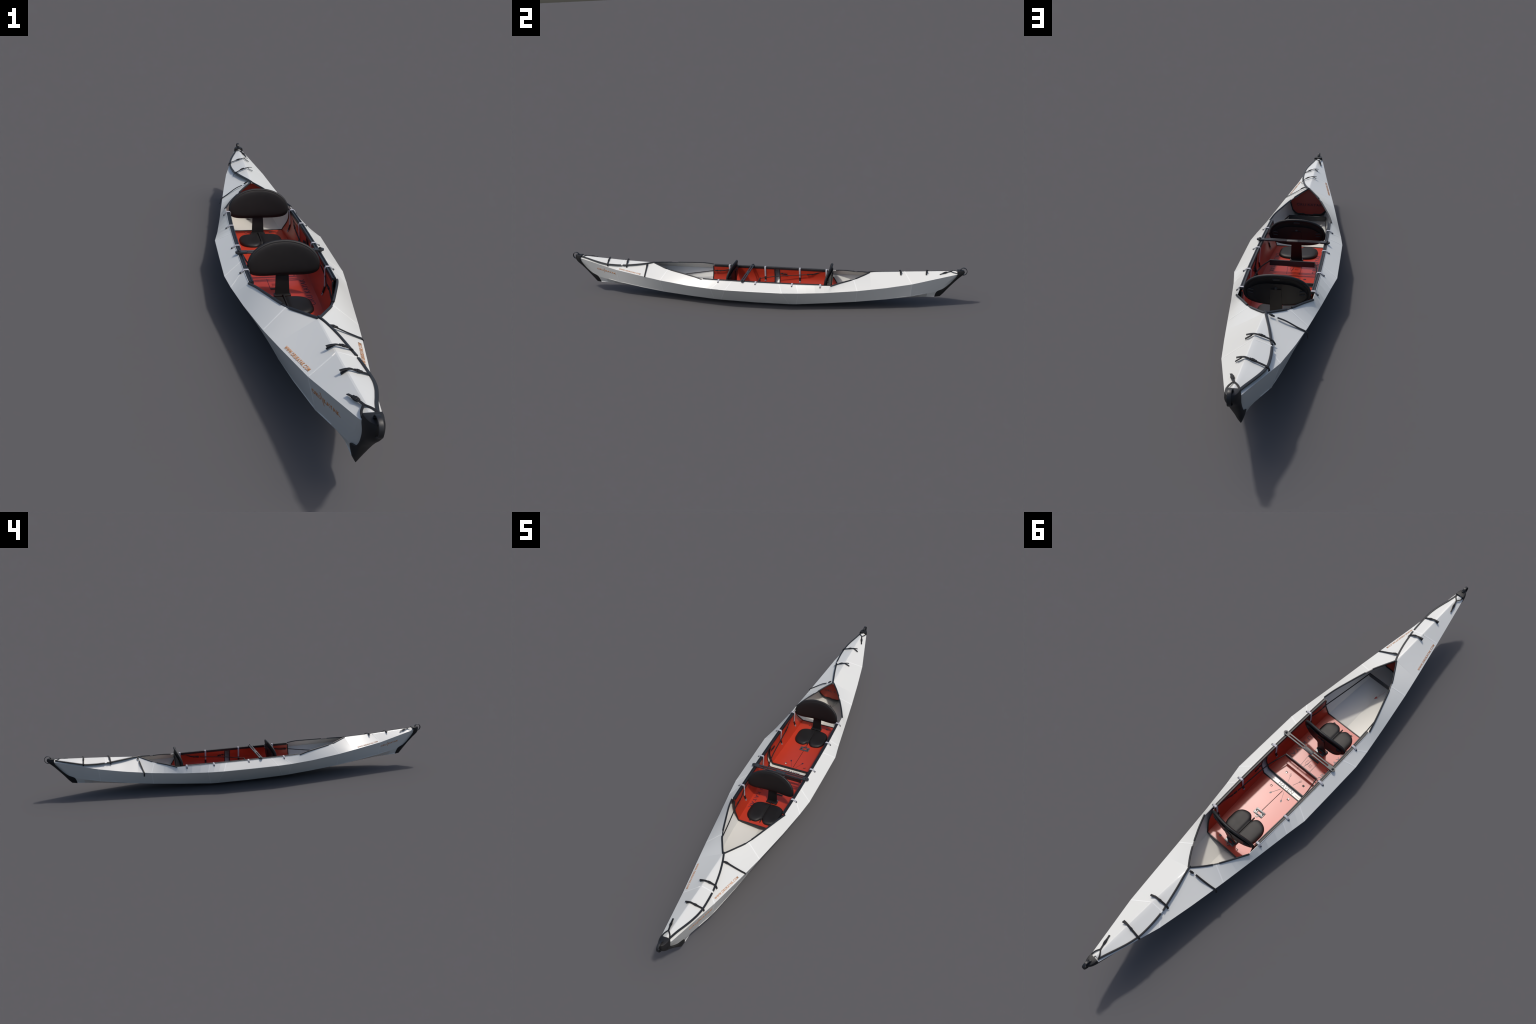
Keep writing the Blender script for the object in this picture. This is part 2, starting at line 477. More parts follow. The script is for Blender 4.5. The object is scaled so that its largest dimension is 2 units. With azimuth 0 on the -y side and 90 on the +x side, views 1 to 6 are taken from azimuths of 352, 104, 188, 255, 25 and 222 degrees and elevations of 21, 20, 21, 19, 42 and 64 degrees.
def liner(y0, y1, y0t, y1t):
    n = 18
    rows = []
    for i in range(n + 1):
        t = i / n
        yf = lerp(y0, y1, t); yt = lerp(y0t, y1t, t)
        L = liner_section(yf, yt, -1)[::-1]
        R = liner_section(yf, yt, 1)
        xc, zc = interp(LC, yf)
        mid = [V((lerp(-xc, xc, k / 8), yf, zc)) for k in range(1, 8)]
        rows.append(L + mid + R)
    ob = Geo().add(solid_sheet(rows, .002, (0, (y0 + y1) / 2, -1))).obj("floor_liner", M_RED, None, True, 30)
    for r, sg in ((rows[0], -1), (rows[-1], 1)):
        path = [p + V((0, sg * .0010, 0)) for p in r]
        ups = []
        for i, p in enumerate(path):
            t = (path[min(i + 1, len(path) - 1)] - path[max(i - 1, 0)]).normalized()
            ups.append(V((0, 1, 0)).cross(t))
        e = Geo().add(sweep_geo(path, ups, rounded_rect(.0046, .0036, .001)))
        xc, zc = interp(LC, r[9].y)
        e.add(box_geo((0, r[9].y + sg * .0008, zc - .0038), (1, 0, 0), (0, 0, 1), (0, 1, 0), 2 * xc - .006, .0092, .0034, .0008))
        e.obj("liner_edging", M_TRIM, ob)
    return ob
linA = liner(-.271, .055, -.2645, .055)
linB = liner(.083, .390, .083, .338)
# white floor strip seen in the gap between the two liners
rows = [[V((lerp(-.099, .099, k / 8), y, .0268)) for k in range(9)] for y in (.050, .069, .088)]
Geo().add(solid_sheet(rows, .0015, (0, .069, -1))).obj("gap_floor", M_INNER)

# ------------------------------------------------------------------ flat prints
def decal_poly(name, pts2, origin, right, up, mat, parent=None, off=.0004, th=.0003):
    """polygon on a flat plane"""
    o = V(origin); r = V(right).normalized(); u = V(up).normalized(); n = r.cross(u)
    a = [o + r * x + u * y + n * off for x, y in pts2]
    b = [p + n * th for p in a]
    k = len(a)
    faces = [tuple(reversed(range(k))), tuple(range(k, 2 * k))] + [(i, (i + 1) % k, k + (i + 1) % k, k + i) for i in range(k)]
    return a + b, faces

def text_mesh(body, size=1.0, sx=1.0, bold=0.0, spacing=1.0):
    cu = bpy.data.curves.new("txt", 'FONT')
    cu.body = body; cu.size = size; cu.align_x = 'CENTER'; cu.align_y = 'CENTER'
    cu.space_character = spacing; cu.offset = bold; cu.resolution_u = 3
    ob = bpy.data.objects.new("txt", cu)
    bpy.context.scene.collection.objects.link(ob)
    dg = bpy.context.evaluated_depsgraph_get()
    me = bpy.data.meshes.new_from_object(ob.evaluated_get(dg))
    bpy.data.objects.remove(ob); bpy.data.curves.remove(cu)
    return me

def place_text(name, body, start, end, height, upv, mat, parent=None, project=None, off=.0005, bold=.0, spacing=1.0):
    """text stretched so that it spans start..end and is `height` tall, set on a plane or on a surface"""
    me = text_mesh(body, 1.0, bold=bold, spacing=spacing)
    xs = [v.co.x for v in me.vertices]; ys = [v.co.y for v in me.vertices]
    x0, x1, y0, y1 = min(xs), max(xs), min(ys), max(ys)
    start, end = V(start), V(end)
    r = end - start; L = r.length; r.normalize()
    u = V(upv); u = (u - r * u.dot(r)).normalized(); n = r.cross(u)
    bm = bmesh.new(); bm.from_mesh(me)
    bmesh.ops.triangulate(bm, faces=bm.faces)
    if project:
        bmesh.ops.subdivide_edges(bm, edges=bm.edges, cuts=1)
    for v in bm.verts:
        px = (v.co.x - x0) / (x1 - x0) * L; py = ((v.co.y - y0) / (y1 - y0) - .5) * height
        p = start + r * px + u * py
        if project:
            hit = project.ray_cast(p + n * .03, -n, .06)
            if hit[0] is not None: p = hit[0]
        v.co = p + n * off
    ret = bmesh.ops.extrude_face_region(bm, geom=bm.faces[:])
    for e in ret["geom"]:
        if isinstance(e, bmesh.types.BMVert): e.co -= n * .0003
    bmesh.ops.recalc_face_normals(bm, faces=bm.faces)
    bm.to_mesh(me); bm.free()
    me.name = name
    return link(name, me, mat, parent)

# deck address lines and bow logo (both sides of the bow)
for s in (1, -1):
    a, b = V((s * .0775, -.6005, .1375)), V((s * .0535, -.7245, .1520))
    up = ridge_pt(RIDGE_A, -.66) - chine(-.66, s)
    st, en = (b, a) if s > 0 else (a, b)
    place_text("address_lettering", "WWW.ORUKAYAK.COM", st, en, .0085, up, M_ORANGE, None, BVH, .0008, bold=.014, spacing=1.2)
    a, b = V((s * .0540, -.7460, .1215)), V((s * .0255, -.8580, .1395))
    up = chine(-.8, s) - bottom(-.8, s)
    dirv = (b - a)
    def pt(t): return a + dirv * t
    if s > 0:
        w1, w2, bar = (pt(1), pt(.66)), (pt(.57), pt(0)), pt(.62)
    else:
        w1, w2, bar = (pt(0), pt(.33)), (pt(.43), pt(1)), pt(.385)
    lg = place_text("logo_lettering", "ORU", w1[0], w1[1], .0105, up, M_ORANGE, None, BVH, .0004, bold=.03, spacing=1.1)
    place_text("logo_lettering", "KAYAK", w2[0], w2[1], .0105, up, M_ORANGE, None, BVH, .0004, bold=.03, spacing=1.1)
    u = up.normalized()
    Geo().add(strip_on([bar + u * lerp(-.014, .014, i / 6) + dirv.normalized() * lerp(.002, -.002, i / 6) for i in range(7)], off=.0004, w=.0026)).obj("logo_bar", M_ORANGE, lg)

ZF = .0359
# floor writing in the front liner, along both walls
place_text("floor_lettering", "ORU KAYAK", (.0690, -.1950, ZF), (.0690, -.0250, ZF), .0150, (-1, 0, 0), M_INK, linA, None, .0003, spacing=1.15)
place_text("floor_lettering", "ORU KAYAK", (-.0725, -.0250, ZF), (-.0725, -.1950, ZF), .0150, (1, 0, 0), M_INK, linA, None, .0003, spacing=1.15)
place_text("gap_lettering", "HAVEN", (.0300, .0690, .0271), (-.0365, .0690, .0271), .0125, (0, -1, 0), M_INK, None, None, .0003, spacing=1.1)
place_text("gap_lettering", "CAUTION TO AVOID", (.0720, .0700, .0271), (.0520, .0700, .0271), .0020, (0, -1, 0), M_REDINK, None, None, .0003)
place_text("gap_lettering", "CAUTION TO AVOID", (-.0480, .0700, .0271), (-.0700, .0700, .0271), .0020, (0, -1, 0), M_REDINK, None, None, .0003)

def floor_line(p, q, w=.0008):
    p = V((p[0], p[1], 0)); q = V((q[0], q[1], 0))
    d = (q - p).normalized(); c = V((-d.y, d.x, 0))
    pts = [(p + c * w / 2), (q + c * w / 2), (q - c * w / 2), (p - c * w / 2)]
    pts = [(v.x, v.y) for v in pts]
    return decal_poly("l", pts[::-1] if d.cross(c).z < 0 else pts, (0, 0, ZF), (1, 0, 0), (0, 1, 0), None)

def zf(y): return interp(LC, y)[1]
def ell(c, rx, ry, ang, n=20):
    out = []
    for i in range(n):
        t = 2 * math.pi * i / n
        x, y = rx * math.cos(t), ry * math.sin(t)
        out.append((c[0] + x * math.cos(ang) - y * math.sin(ang), c[1] + x * math.sin(ang) + y * math.cos(ang)))
    return out
g = Geo()
for tip, root in (((.0233, .1241), (.0057, .0898)), ((-.0278, .1240), (-.0115, .0897))):
    g.add(floor_line(tip, root, .0009))
    g.add(decal_poly("e", ell(tip, .0052, .0030, math.atan2(tip[1] - root[1], tip[0] - root[0])), (0, 0, ZF), (1, 0, 0), (0, 1, 0), None))
for tip, root in (((-.0288, .0178), (-.0175, .0475)), ((.0163, .0220), (.0050, .0488))):
    g.add(floor_line(tip, root, .0006))
    e = ell(tip, .0055, .0030, math.atan2(tip[1] - root[1], tip[0] - root[0]))
    for a, b in zip(e, e[1:] + e[:1]): g.add(floor_line(a, b, .0006))
for p, q in (((.0174, -.0377), (.0215, -.0859)), ((.0039, -.0363), (-.0018, -.0772)), ((-.0268, -.0388), (-.0269, -.0803)), ((.0174, -.0377), (.0160, -.012)), ((-.0268, -.0388), (-.0268, -.012)),
             ((.012, .2010), (.006, .1965)), ((-.010, .1965), (-.016, .2010))):
    g.add(floor_line(p, q, .0008))
e = [(.0045 + .0055 * math.cos(t) , -.058 + .012 * math.sin(t)) for t in [k * .35 for k in range(-3, 13)]]
for a, b in zip(e, e[1:]): g.add(floor_line(a, b, .0006))
for dy in (-.050, -.055, -.060): g.add(floor_line((-.006, dy), (-.019, dy), .0006))
ob = g.obj("floor_print", M_INK, linB, False); ob["kind"] = "stuff"
# dark rectangular patch and square drain holes
g = Geo()
g.add(box_geo((-.003, -.084, ZF + .0004), (1, 0, 0), (0, 1, 0), (0, 0, 1), .048, .0085, .0010, .0003))
for hx, hy in ((.0405, .1014), (-.0426, .1018), (.0353, .0234), (-.0480, .0239), (.0405, .3690), (-.0400, .3690), (.040, -.255), (-.043, -.255)):
    g.add(box_geo((hx, hy, zf(hy) + .0003), (1, 0, 0), (0, 1, 0), (0, 0, 1), .0085, .0075, .0008, .0002))
g.obj("floor_hole", M_HOLE, linB, False)
for mat, holes in ((M_INNER, ((-.0426, .1000), (.0353, .0250))), (M_RED, ((.0400, .1024), (-.0395, .3702))), (M_METAL, ((.0405, .3705),))):
    g = Geo()
    for hx, hy in holes:
        g.add(box_geo((hx, hy, zf(hy) + .0006), (1, 0, 0), (0, 1, 0), (0, 0, 1), .0062, .0046, .0006, .0002))
    g.obj("floor_hole_patch", mat, linB, False)

# adjuster cord on the floor
tube("floor_cord", [(-.0042, .0895, ZF + .0008), (-.0034, .145, ZF + .0012), (-.0026, .2005, ZF + .0022)], .0009, M_WEB)

# dashed arrows on the inner floor, bow and stern
def inner_z(x, y):
    bx, bz = interp(BOTTOM, y)
    zz = bz + .0045; zc = min(zz - .004, interp(KEEL, y)[0] + .0045)
    return lerp(zc, zz, min(1, abs(x) / max(bx, 1e-3)))
for cy, flip, mat in ((-.475, 1, M_REDINK), (.556, -1, M_INK)):
    g = Geo()
    pts = []
    for i in range(13):
        t = i / 12
        if flip > 0: x = lerp(-.0125, -.003, t ** 1.5); y = lerp(-.500, -.462, t)
        else: x = lerp(.0125, -.008, t ** 1.5 if False else t); y = .5745 - .026 * t ** .6
        pts.append(V((x, y, inner_z(x, y) + .0006)))
    for a, b in zip(pts[::2], pts[1::2]):
        g.add(sweep_geo([a, b], V((0, 0, 1)), rounded_rect(.0011, .0005, .0001, 1)))
    d = (pts[-1] - pts[-3]).normalized(); c = V((0, 0, 1)).cross(d)
    o = pts[-1]
    tri = [o - d * .002 + c * .0055, o + d * .013, o - d * .002 - c * .0055, o + d * .001]
    tri = [V((p.x, p.y, inner_z(p.x, p.y) + .0006)) for p in tri]
    t2 = [p + V((0, 0, .0004)) for p in tri]
    g.add((tri + t2, [(0, 1, 3), (1, 2, 3), (7, 5, 4), (7, 6, 5), (0, 4, 5, 1), (1, 5, 6, 2), (2, 6, 7, 3), (3, 7, 4, 0)]))
    g.obj("fold_arrow", mat, None, False)

# ------------------------------------------------------------------ clips over the rails
CLIP_Y = (-.1798, .0075, .1870, .3232)
for s in (1, -1):
    for y in CLIP_Y:
        gx, gz = interp(GUNWALE, y)
        c = chine(y, s); e = V((s * gx, y, gz + .0026))
        dn = (c - e).normalized()                      # down the deck
        nrm = V((s * 1, 0, 0)) * -dn.z + V((0, 0, 1)) * abs(dn.x)
        nrm = V((-dn.z * s * 1.0, 0, dn.x * s)).normalized()
        if nrm.z < 0: nrm = -nrm
        p_out2 = e + dn * .0092 + nrm * .0012
        p_out1 = e + dn * .0040 + nrm * .0026
        top1 = V((s * (gx - .0010), y, gz + .0062)); top2 = V((s * (gx - .0110), y, gz + .0062))
        xi = gx - .0135
        sec = liner_section(y, y, s)
        def wall(z):
            for a, b in zip(sec, sec[1:]):
                if a.z <= z <= b.z:
                    return V((lerp(a.x, b.x, (z - a.z) / (b.z - a.z)) - s * .0020, y - .0006, z))
            return V((sec[-1].x - s * .002, y, z))
        path = [p_out2, p_out1, top1, top2, V((s * xi, y, gz + .002))] + [V((s * xi, y, gz + .002)).lerp(wall(.078), k) for k in (.33, .67, 1)]
        ups = []
        for i in range(len(path)):
            t = (path[min(i + 1, len(path) - 1)] - path[max(i - 1, 0)]).normalized()
            u = V((0, 1, 0)).cross(t); ups.append(-u if (u.dot(path[i] - V((0, y, .1))) < 0) == (i < 3) else u)
        # consistent up: outward/up from the rail
        ups = [nrm, nrm, V((s * .4, 0, 1)), V((-s * .4, 0, 1)), V((-s, 0, .2)), V((-s, 0, 0)), V((-s, 0, 0)), V((-s, 0, 0))]
        prof = rounded_rect(.0082, .0012, .0004, 2)
        clip = Geo().add(sweep_geo(path, ups, prof)).obj("rail_clip", M_GREYWEB)
        Geo().add(disc_geo(e + dn * .0105 + nrm * .0008, nrm, .0026, .0022, 14)).add(
            box_geo(e + dn * .0105 + nrm * .0006, V((0, 1, 0)), dn, nrm, .0056, .0050, .0014, .0004)).obj("clip_rivet", M_TRIM, clip)
        lo = [wall(z) for z in (.0800, .0720, .0630)]
        Geo().add(sweep_geo(lo, V((-s, 0, 0)), rounded_rect(.0086, .0026, .0006, 2))).obj("clip_patch", M_WEB, clip)
        lo = [wall(z) for z in (.0635, .0560)]
        Geo().add(sweep_geo(lo, V((-s, 0, 0)), rounded_rect(.0070, .0012, .0004, 2))).obj("clip_tail", M_GREYWEB, clip)
        w = wall(.0595)
        Geo().add(disc_geo(w, (-s, 0, 0), .0018, .0018, 12)).obj("tail_rivet", M_TRIM, clip)

# short fixed buckles on the wall beside the gap
for s in (1, -1):
    g = Geo()
    for y, w in ((.094, .012), (.107, .010), (.117, .009)):
        sec = liner_section(y, y, s); p = [q for q in sec if q.z > .095][0]
        g.add(box_geo(V((p.x - s * .003, y, .0985 - (y - .094) * .12)), (0, 1, .1), (0, -.1, 1), (s, 0, 0), w, .006, .0035, .0008))
    g.obj("wall_buckle", M_WEB)

# ------------------------------------------------------------------ thwart
y0, zt = -.0577, .1358
L = .1215
def slot_bar():
    """bar with two long slots, built as bridge of rails and blocks"""
    g = Geo()
    w, h = .0168, .0048
    x_sl = [(.0965, .0225), (-.0170, -.0890)]
    # end and centre blocks
    def block(xa, xb, ra=False, rb=False):
        g.add(box_geo(((xa + xb) / 2, y0, zt), (1, 0, 0), (0, 1, 0), (0, 0, 1), abs(xb - xa), w, h, .001))
    prof = []
    n = 14
    for (cx, sg, xin) in ((.1125, 1, .0965), (-.1105, -1, -.0890)):
        out = []
        for i in range(n + 1):
            a = math.radians(-90 + 180 * i / n)
            out.append((cx + sg * .0095 * math.cos(a), y0 + w / 2 * math.sin(a)))
        poly = out + [(xin, y0 + w / 2), (xin, y0 - w / 2)]
        k = len(poly)
        vs = [V((x, y, zt - h / 2)) for x, y in poly] + [V((x, y, zt + h / 2)) for x, y in poly]
        g.add((vs, [tuple(reversed(range(k))), tuple(range(k, 2 * k))] + [(i, (i + 1) % k, k + (i + 1) % k, k + i) for i in range(k)]))
    block(.0225, -.0170)
    for xa, xb in x_sl:
        for sy in (1, -1):
            g.add(box_geo(((xa + xb) / 2, y0 + sy * .0053, zt), (1, 0, 0), (0, 1, 0), (0, 0, 1), abs(xb - xa) + .0004, .0061, h, .0008))
    return g
bar = slot_bar().obj("thwart", M_BAR, None, True, 30)
for x in (.1115, -.1100):
    Geo().add(disc_geo((x, y0, zt + .0024), (0, 0, 1), .0046, .0022, 20)).add(
        disc_geo((x, y0, zt + .0040), (0, 0, 1), .0030, .0024, 16, .0008)).obj("thwart_knob", M_TRIM, bar)
    Geo().add(disc_geo((x, y0, zt - .0060), (0, 0, 1), .0050, .0040, 16)).obj("thwart_foot", M_TRIM, bar)

# ------------------------------------------------------------------ seats
def pad_mesh(yr, yf, notch, z0):
    """two-lobed cushion; yr rear, yf lobe front (yf<yr)"""
    W = .0675
    nx, ny = 60, 34
    ym = (yr + yf) / 2
    top, bot = [], []
    for i in range(nx + 1):
        t = -1 + 2 * i / nx
        u = math.copysign(1 - (1 - abs(t)) ** 1.6, t)
        x = W * u
        c = max(0.0, 1 - abs(u) ** 3.6) ** (1 / 2.6)
        ya = ym + (yr - ym) * c
        yb = ym - (ym - yf) * c + notch * math.exp(-(abs(x) / .0105) ** 1.5) * 1.0
        ct, cb = [], []
        for j in range(ny + 1):
            q = j / ny
            qq = .5 - .5 * math.cos(math.pi * q)
            y = lerp(ya, yb, qq)
            e = max(0.0, 1 - abs(2 * qq - 1) ** 7) ** .5
            ex = max(0.0, 1 - abs(u) ** 10) ** .5
            h = .0105 * e * ex
            h -= .0028 * math.exp(-(x / .0055) ** 2) * e
            h += .0004 * e * ex * math.cos(x / W * math.pi * 2.0 + math.pi) * .5
            ct.append(V((x - .002, y, z0 + max(0, h)))); cb.append(V((x - .002, y, z0 - .0003)))
        top.append(ct); bot.append(cb)
    verts = [p for r in top for p in r]; o = len(verts)
    verts += [p for r in bot for p in r]
    faces = []
    m = ny + 1
    for i in range(nx):
        for j in range(ny):
            a, b, c, d = i * m + j, i * m + j + 1, (i + 1) * m + j + 1, (i + 1) * m + j
            faces.append((a, b, c, d)); faces.append((o + d, o + c, o + b, o + a))
    for j in range(ny):
        faces.append((j, j + 1, o + j + 1, o + j)); a = nx * m
        faces.append((a + j, a + j + 1, o + a + j + 1, o + a + j))
    for i in range(nx):
        faces.append((i * m, (i + 1) * m, o + (i + 1) * m, o + i * m)); b = ny
        faces.append((i * m + b, (i + 1) * m + b, o + (i + 1) * m + b, o + i * m + b))
    return verts, faces

def half_moon(k, n=96, W=.0945, zb=.0985, zs=.128, zt=.1880):
    """outline radius function around centre (0, zs): returns list of (x,z)"""
    out = []
    for i in range(n):
        a = 2 * math.pi * i / n
        ca, sa = math.cos(a), math.sin(a)
        if sa >= 0:
            p, H = 2.15, zt - zs
        else:
            p, H = 3.2, zs - zb
        r = (abs(ca / W) ** p + abs(sa / H) ** p) ** (-1 / p)
        out.append((r * ca * k, zs + r * sa * k))
    return out

def backrest(y_top):
    """curved half-moon pad, rim tube, rear shell"""
    X0 = -.0028
    def yc(x, z): return y_top + .09 * (z - .19) - 1.95 * x * x
    prof = [1.0, .992, .975, .95, .92, .88, .82, .72, .55, .35, .15]
    n = 96
    verts, faces = [], []
    rings = []
    T = .0072
    for k in prof:                       # front face (towards -y)
        d = T * max(0, 1 - k ** 9) ** .5 + .0022 * (1 - k ** 2)
        rings.append([V((x + X0, yc(x, z) - d, z)) for x, z in half_moon(k, n)])
    back = []
    for k in [.985, .95, .88, .8, .5, .2]:
        d = .0045 * max(0, 1 - k ** 8) ** .5 if k > .86 else .0020
        back.append([V((x + X0, yc(x, z) + d, z)) for x, z in half_moon(k, n)])
    allr = rings[::-1] + back
    for r in allr: verts += r
    for i in range(len(allr) - 1):
        for a in range(n):
            b = (a + 1) % n
            faces.append((i * n + a, i * n + b, (i + 1) * n + b, (i + 1) * n + a))
    faces.append(tuple(range(n))); faces.append(tuple((len(allr) - 1) * n + a for a in reversed(range(n))))
    ob = Geo().add((verts, faces)).obj("backrest", M_FABRIC, None, True, 50)
    # piped rim
    om = half_moon(.962, n)
    path = [V((x + X0, yc(x, z) + .0006, z)) for x, z in om]
    prof = [(.0048 * math.cos(2 * math.pi * i / 12), .0050 * math.sin(2 * math.pi * i / 12)) for i in range(12)]
    Geo().add(sweep_geo(path, V((0, 1, 0)), prof, closed=True)).obj("backrest_rim", M_FOAM, ob, True, 60)
    # rear shell below a straight upper edge
    verts, faces = [], []
    m = 40
    for layer in (.0045, .0075):
        for i in range(m + 1):
            u = -1 + 2 * i / m
            x = .083 * u
            zlo = .128 - (.128 - .1015) * max(0.02, 1 - abs(u) ** 3.0) ** (1 / 3.0)
            zhi = min(.164 - .030 * u * u * abs(u), .189)
            zhi = max(zhi, zlo + .004)
            for q in range(7):
                z = lerp(zlo, zhi, q / 6)
                verts.append(V((x + X0, yc(x, z) + layer + .0010 * (q == 6) * 0, z)))
    o = (m + 1) * 7
    for i in range(m):
        for q in range(6):
            a, b, c, d = i * 7 + q, i * 7 + q + 1, (i + 1) * 7 + q + 1, (i + 1) * 7 + q
            faces += [(a, b, c, d), (o + d, o + c, o + b, o + a)]
        faces += [(i * 7, (i + 1) * 7, o + (i + 1) * 7, o + i * 7), (i * 7 + 6, o + i * 7 + 6, o + (i + 1) * 7 + 6, (i + 1) * 7 + 6)]
    for q in range(6):
        faces += [(q, o + q, o + q + 1, q + 1)]
        a = m * 7
        faces += [(a + q, a + q + 1, o + a + q + 1, o + a + q)]
    Geo().add((verts, faces)).obj("rear_shell", M_PLATE, ob, True, 40)
    z = .150
    Geo().add(disc_geo((X0, yc(0, z) + .0070, z), (0, 1, 0), .0042, .0030, 18, .001)).add(
        box_geo((X0, yc(0, .176) + .0042, .176), (1, 0, 0), (0, 0, 1), (0, 1, 0), .020, .006, .0016, .0005)).obj("shell_knob", M_TRIM, ob)
    g = Geo()
    for sx in (1, -1):
        for dz in (-.006, .004):
            x = sx * .072
            g.add(box_geo((x + X0, yc(x, .135 + dz) + .0085, .135 + dz), (1, sx * -.28, 0), (0, 0, 1), (0.28 * sx, 1, 0), .016, .0035, .003, .0008))
    g.obj("strap_anchor", M_TRIM, ob)
    # upright support blade down to the floor
    yb = y_top - .0115
    rows = []
    for i in range(13):
        t = i / 12
        z = lerp(.148, .0395, t)
        w = lerp(.0150, .0195, t)
        y = lerp(yc(0, z) + .0068, yb, min(1, t * 1.1)) if t > .35 else yc(0, z) + .0068
        y = lerp(yc(0, .148) + .0068, yb, t)
        rows.append([V((X0 + lerp(-w, w, j / 4), y, z)) for j in range(5)])
    Geo().add(solid_sheet(rows, .0035, (0, 5, .1))).obj("support_blade", M_PLATE, ob, True, 30)
    g = Geo()
    g.add(box_geo((X0, yb - .0015, zf(yb) + .0036), (1, 0, 0), (0, 1, 0), (0, 0, 1), .044, .016, .0072, .0012))
    g.obj("blade_foot", M_PLATE, ob, True, 30)
    return ob

def ring_geo(c, r, R, h, n=24):
    c = V(c)
    v, f = [], []
    for i in range(n):
        t = 2 * math.pi * i / n
        d = V((math.cos(t), math.sin(t), 0))
        v += [c + d * r, c + d * R, c + d * R + V((0, 0, h)), c + d * r + V((0, 0, h))]
    for i in range(n):
        a, b = i * 4, ((i + 1) % n) * 4
        for k in range(4):
            f.append((a + k, b + k, b + (k + 1) % 4, a + (k + 1) % 4))
    return v, f

def mount_plate(x, y, ztop):
    g = Geo()
    w, l, h = .040, .0235, .0022
    z = ztop + h / 2 + .0003
    # plate with a slot: four bars
    g.add(box_geo((x, y - .0077, z), (1, 0, 0), (0, 1, 0), (0, 0, 1), w, .0082, h, .0006))
    g.add(box_geo((x, y + .0086, z), (1, 0, 0), (0, 1, 0), (0, 0, 1), w, .0064, h, .0006))
    g.add(box_geo((x - .0137, y + .0009, z), (1, 0, 0), (0, 1, 0), (0, 0, 1), .0126, .0100, h, .0006))
    g.add(box_geo((x + .0137, y + .0009, z), (1, 0, 0), (0, 1, 0), (0, 0, 1), .0126, .0100, h, .0006))
    g.add(ring_geo((x, y + .0135, ztop + .0003), .0040, .0062, h))
    ob = g.obj("mount_plate", M_METAL, None, True, 30)
    b = Geo()
    for sx in (-1, 1):
        b.add(disc_geo((x + sx * .0145, y - .001, z + h / 2), (0, 0, 1), .0032, .0012, 16))
    b.obj("plate_bolt", M_TRIM, ob)
    return ob

for (yr, yf, nt, ytop, zs) in ((.3430, .2335, .0215, .3645, .0), (-.1475, -.2575, .0205, -.1212, .0)):
    z0 = zf((yr + yf) / 2) + .0004
    sp = Geo().add(pad_mesh(yr, yf, nt, z0)).obj("seat_pad", M_FOAM, None, True, 60)
    sp_path = [(-.0022, yr + .010, z0 + .0050), (-.0022, yr - .004, z0 + .0105), (-.0022, lerp(yr, yf, .4), z0 + .0105), (-.0024, yf + nt + .008, z0 + .0098),
               (-.0024, yf + nt - .002, z0 + .0030), (-.0026, yf + .004, z0 + .0012)]
    sweep("seat_strap", resample(sp_path, 4), V((0, 0, 1)), .0040, .0016, .0005, M_WEB, sp)
    backrest(ytop)
    mount_plate(-.0022, ytop - .0045, zf(ytop))
mount_plate(-.0022, .2115, zf(.2115))

# ------------------------------------------------------------------ foot braces and their cords
for yb, zc, hx in ((-.0140, .0725, .0740), (-.4985, .0700, .0720)):
    g = Geo()
    g.add(box_geo((-.0018, yb, zc), (1, 0, 0), (0, 0, 1), (0, 1, 0), 2 * hx, .0185, .0034, .0008))
    g.add(sweep_geo([(-.0018 - hx, yb, zc + .0085), (-.0018 + hx, yb, zc + .0085)], V((0, 0, 1)), rounded_rect(.0050, .0042, .0018)))
    fb = g.obj("foot_brace", M_BAR, None, True, 30)
    Geo().add(disc_geo((-.0015, yb - .0018, zc + .001), (0, -1, 0), .0022, .0012, 14)).obj("brace_button", M_GREYWEB, fb)
    for s in (1, -1):
        e = V((s * hx - .0018, yb, zc + .006))
        if yb > -.1:
            pts = [e, V((s * .0895, .075, .0880)), V((s * .0940, .218, .1000))]
            bk = [V((s * .0945, .222, .1003)), V((s * .0965, .252, .1020)), V((s * .0985, .262, .1040))]
            fin = [bk[-1], V((s * .0990, .300, .1160)), V((s * .0945, .345, .1260))]
        else:
            pts = [e, V((s * .0810, -.380, .0900)), V((s * .0925, -.262, .1050))]
            bk = [V((s * .0925, -.258, .1054)), V((s * .0935, -.226, .1046)), V((s * .0945, -.212, .1060))]
            fin = [bk[-1], V((s * .0985, -.180, .1120)), V((s * .0945, -.146, .1260))]
        tube("brace_cord", resample(pts, 6), .0021, M_WEB, fb)
        sweep("brace_webbing", resample(fin, 5), V((-s, 0, .2)), .0050, .0014, .0005, M_WEB, fb)
        g = Geo()
        d = (bk[1] - bk[0]).normalized(); sd = V((s, 0, 0)); upv = d.cross(sd)
        g.add(box_geo(bk[0].lerp(bk[1], .25), d, upv, sd, .0140, .0070, .0042, .0010))
        g.add(box_geo(bk[0].lerp(bk[1], .85), d, upv, sd, .0120, .0058, .0036, .0010))
        g.add(sweep_geo([bk[0], bk[1], bk[2]], V((-s, 0, .1)), rounded_rect(.0046, .0016, .0005)))
        g.obj("cord_buckle", M_WEB, fb)

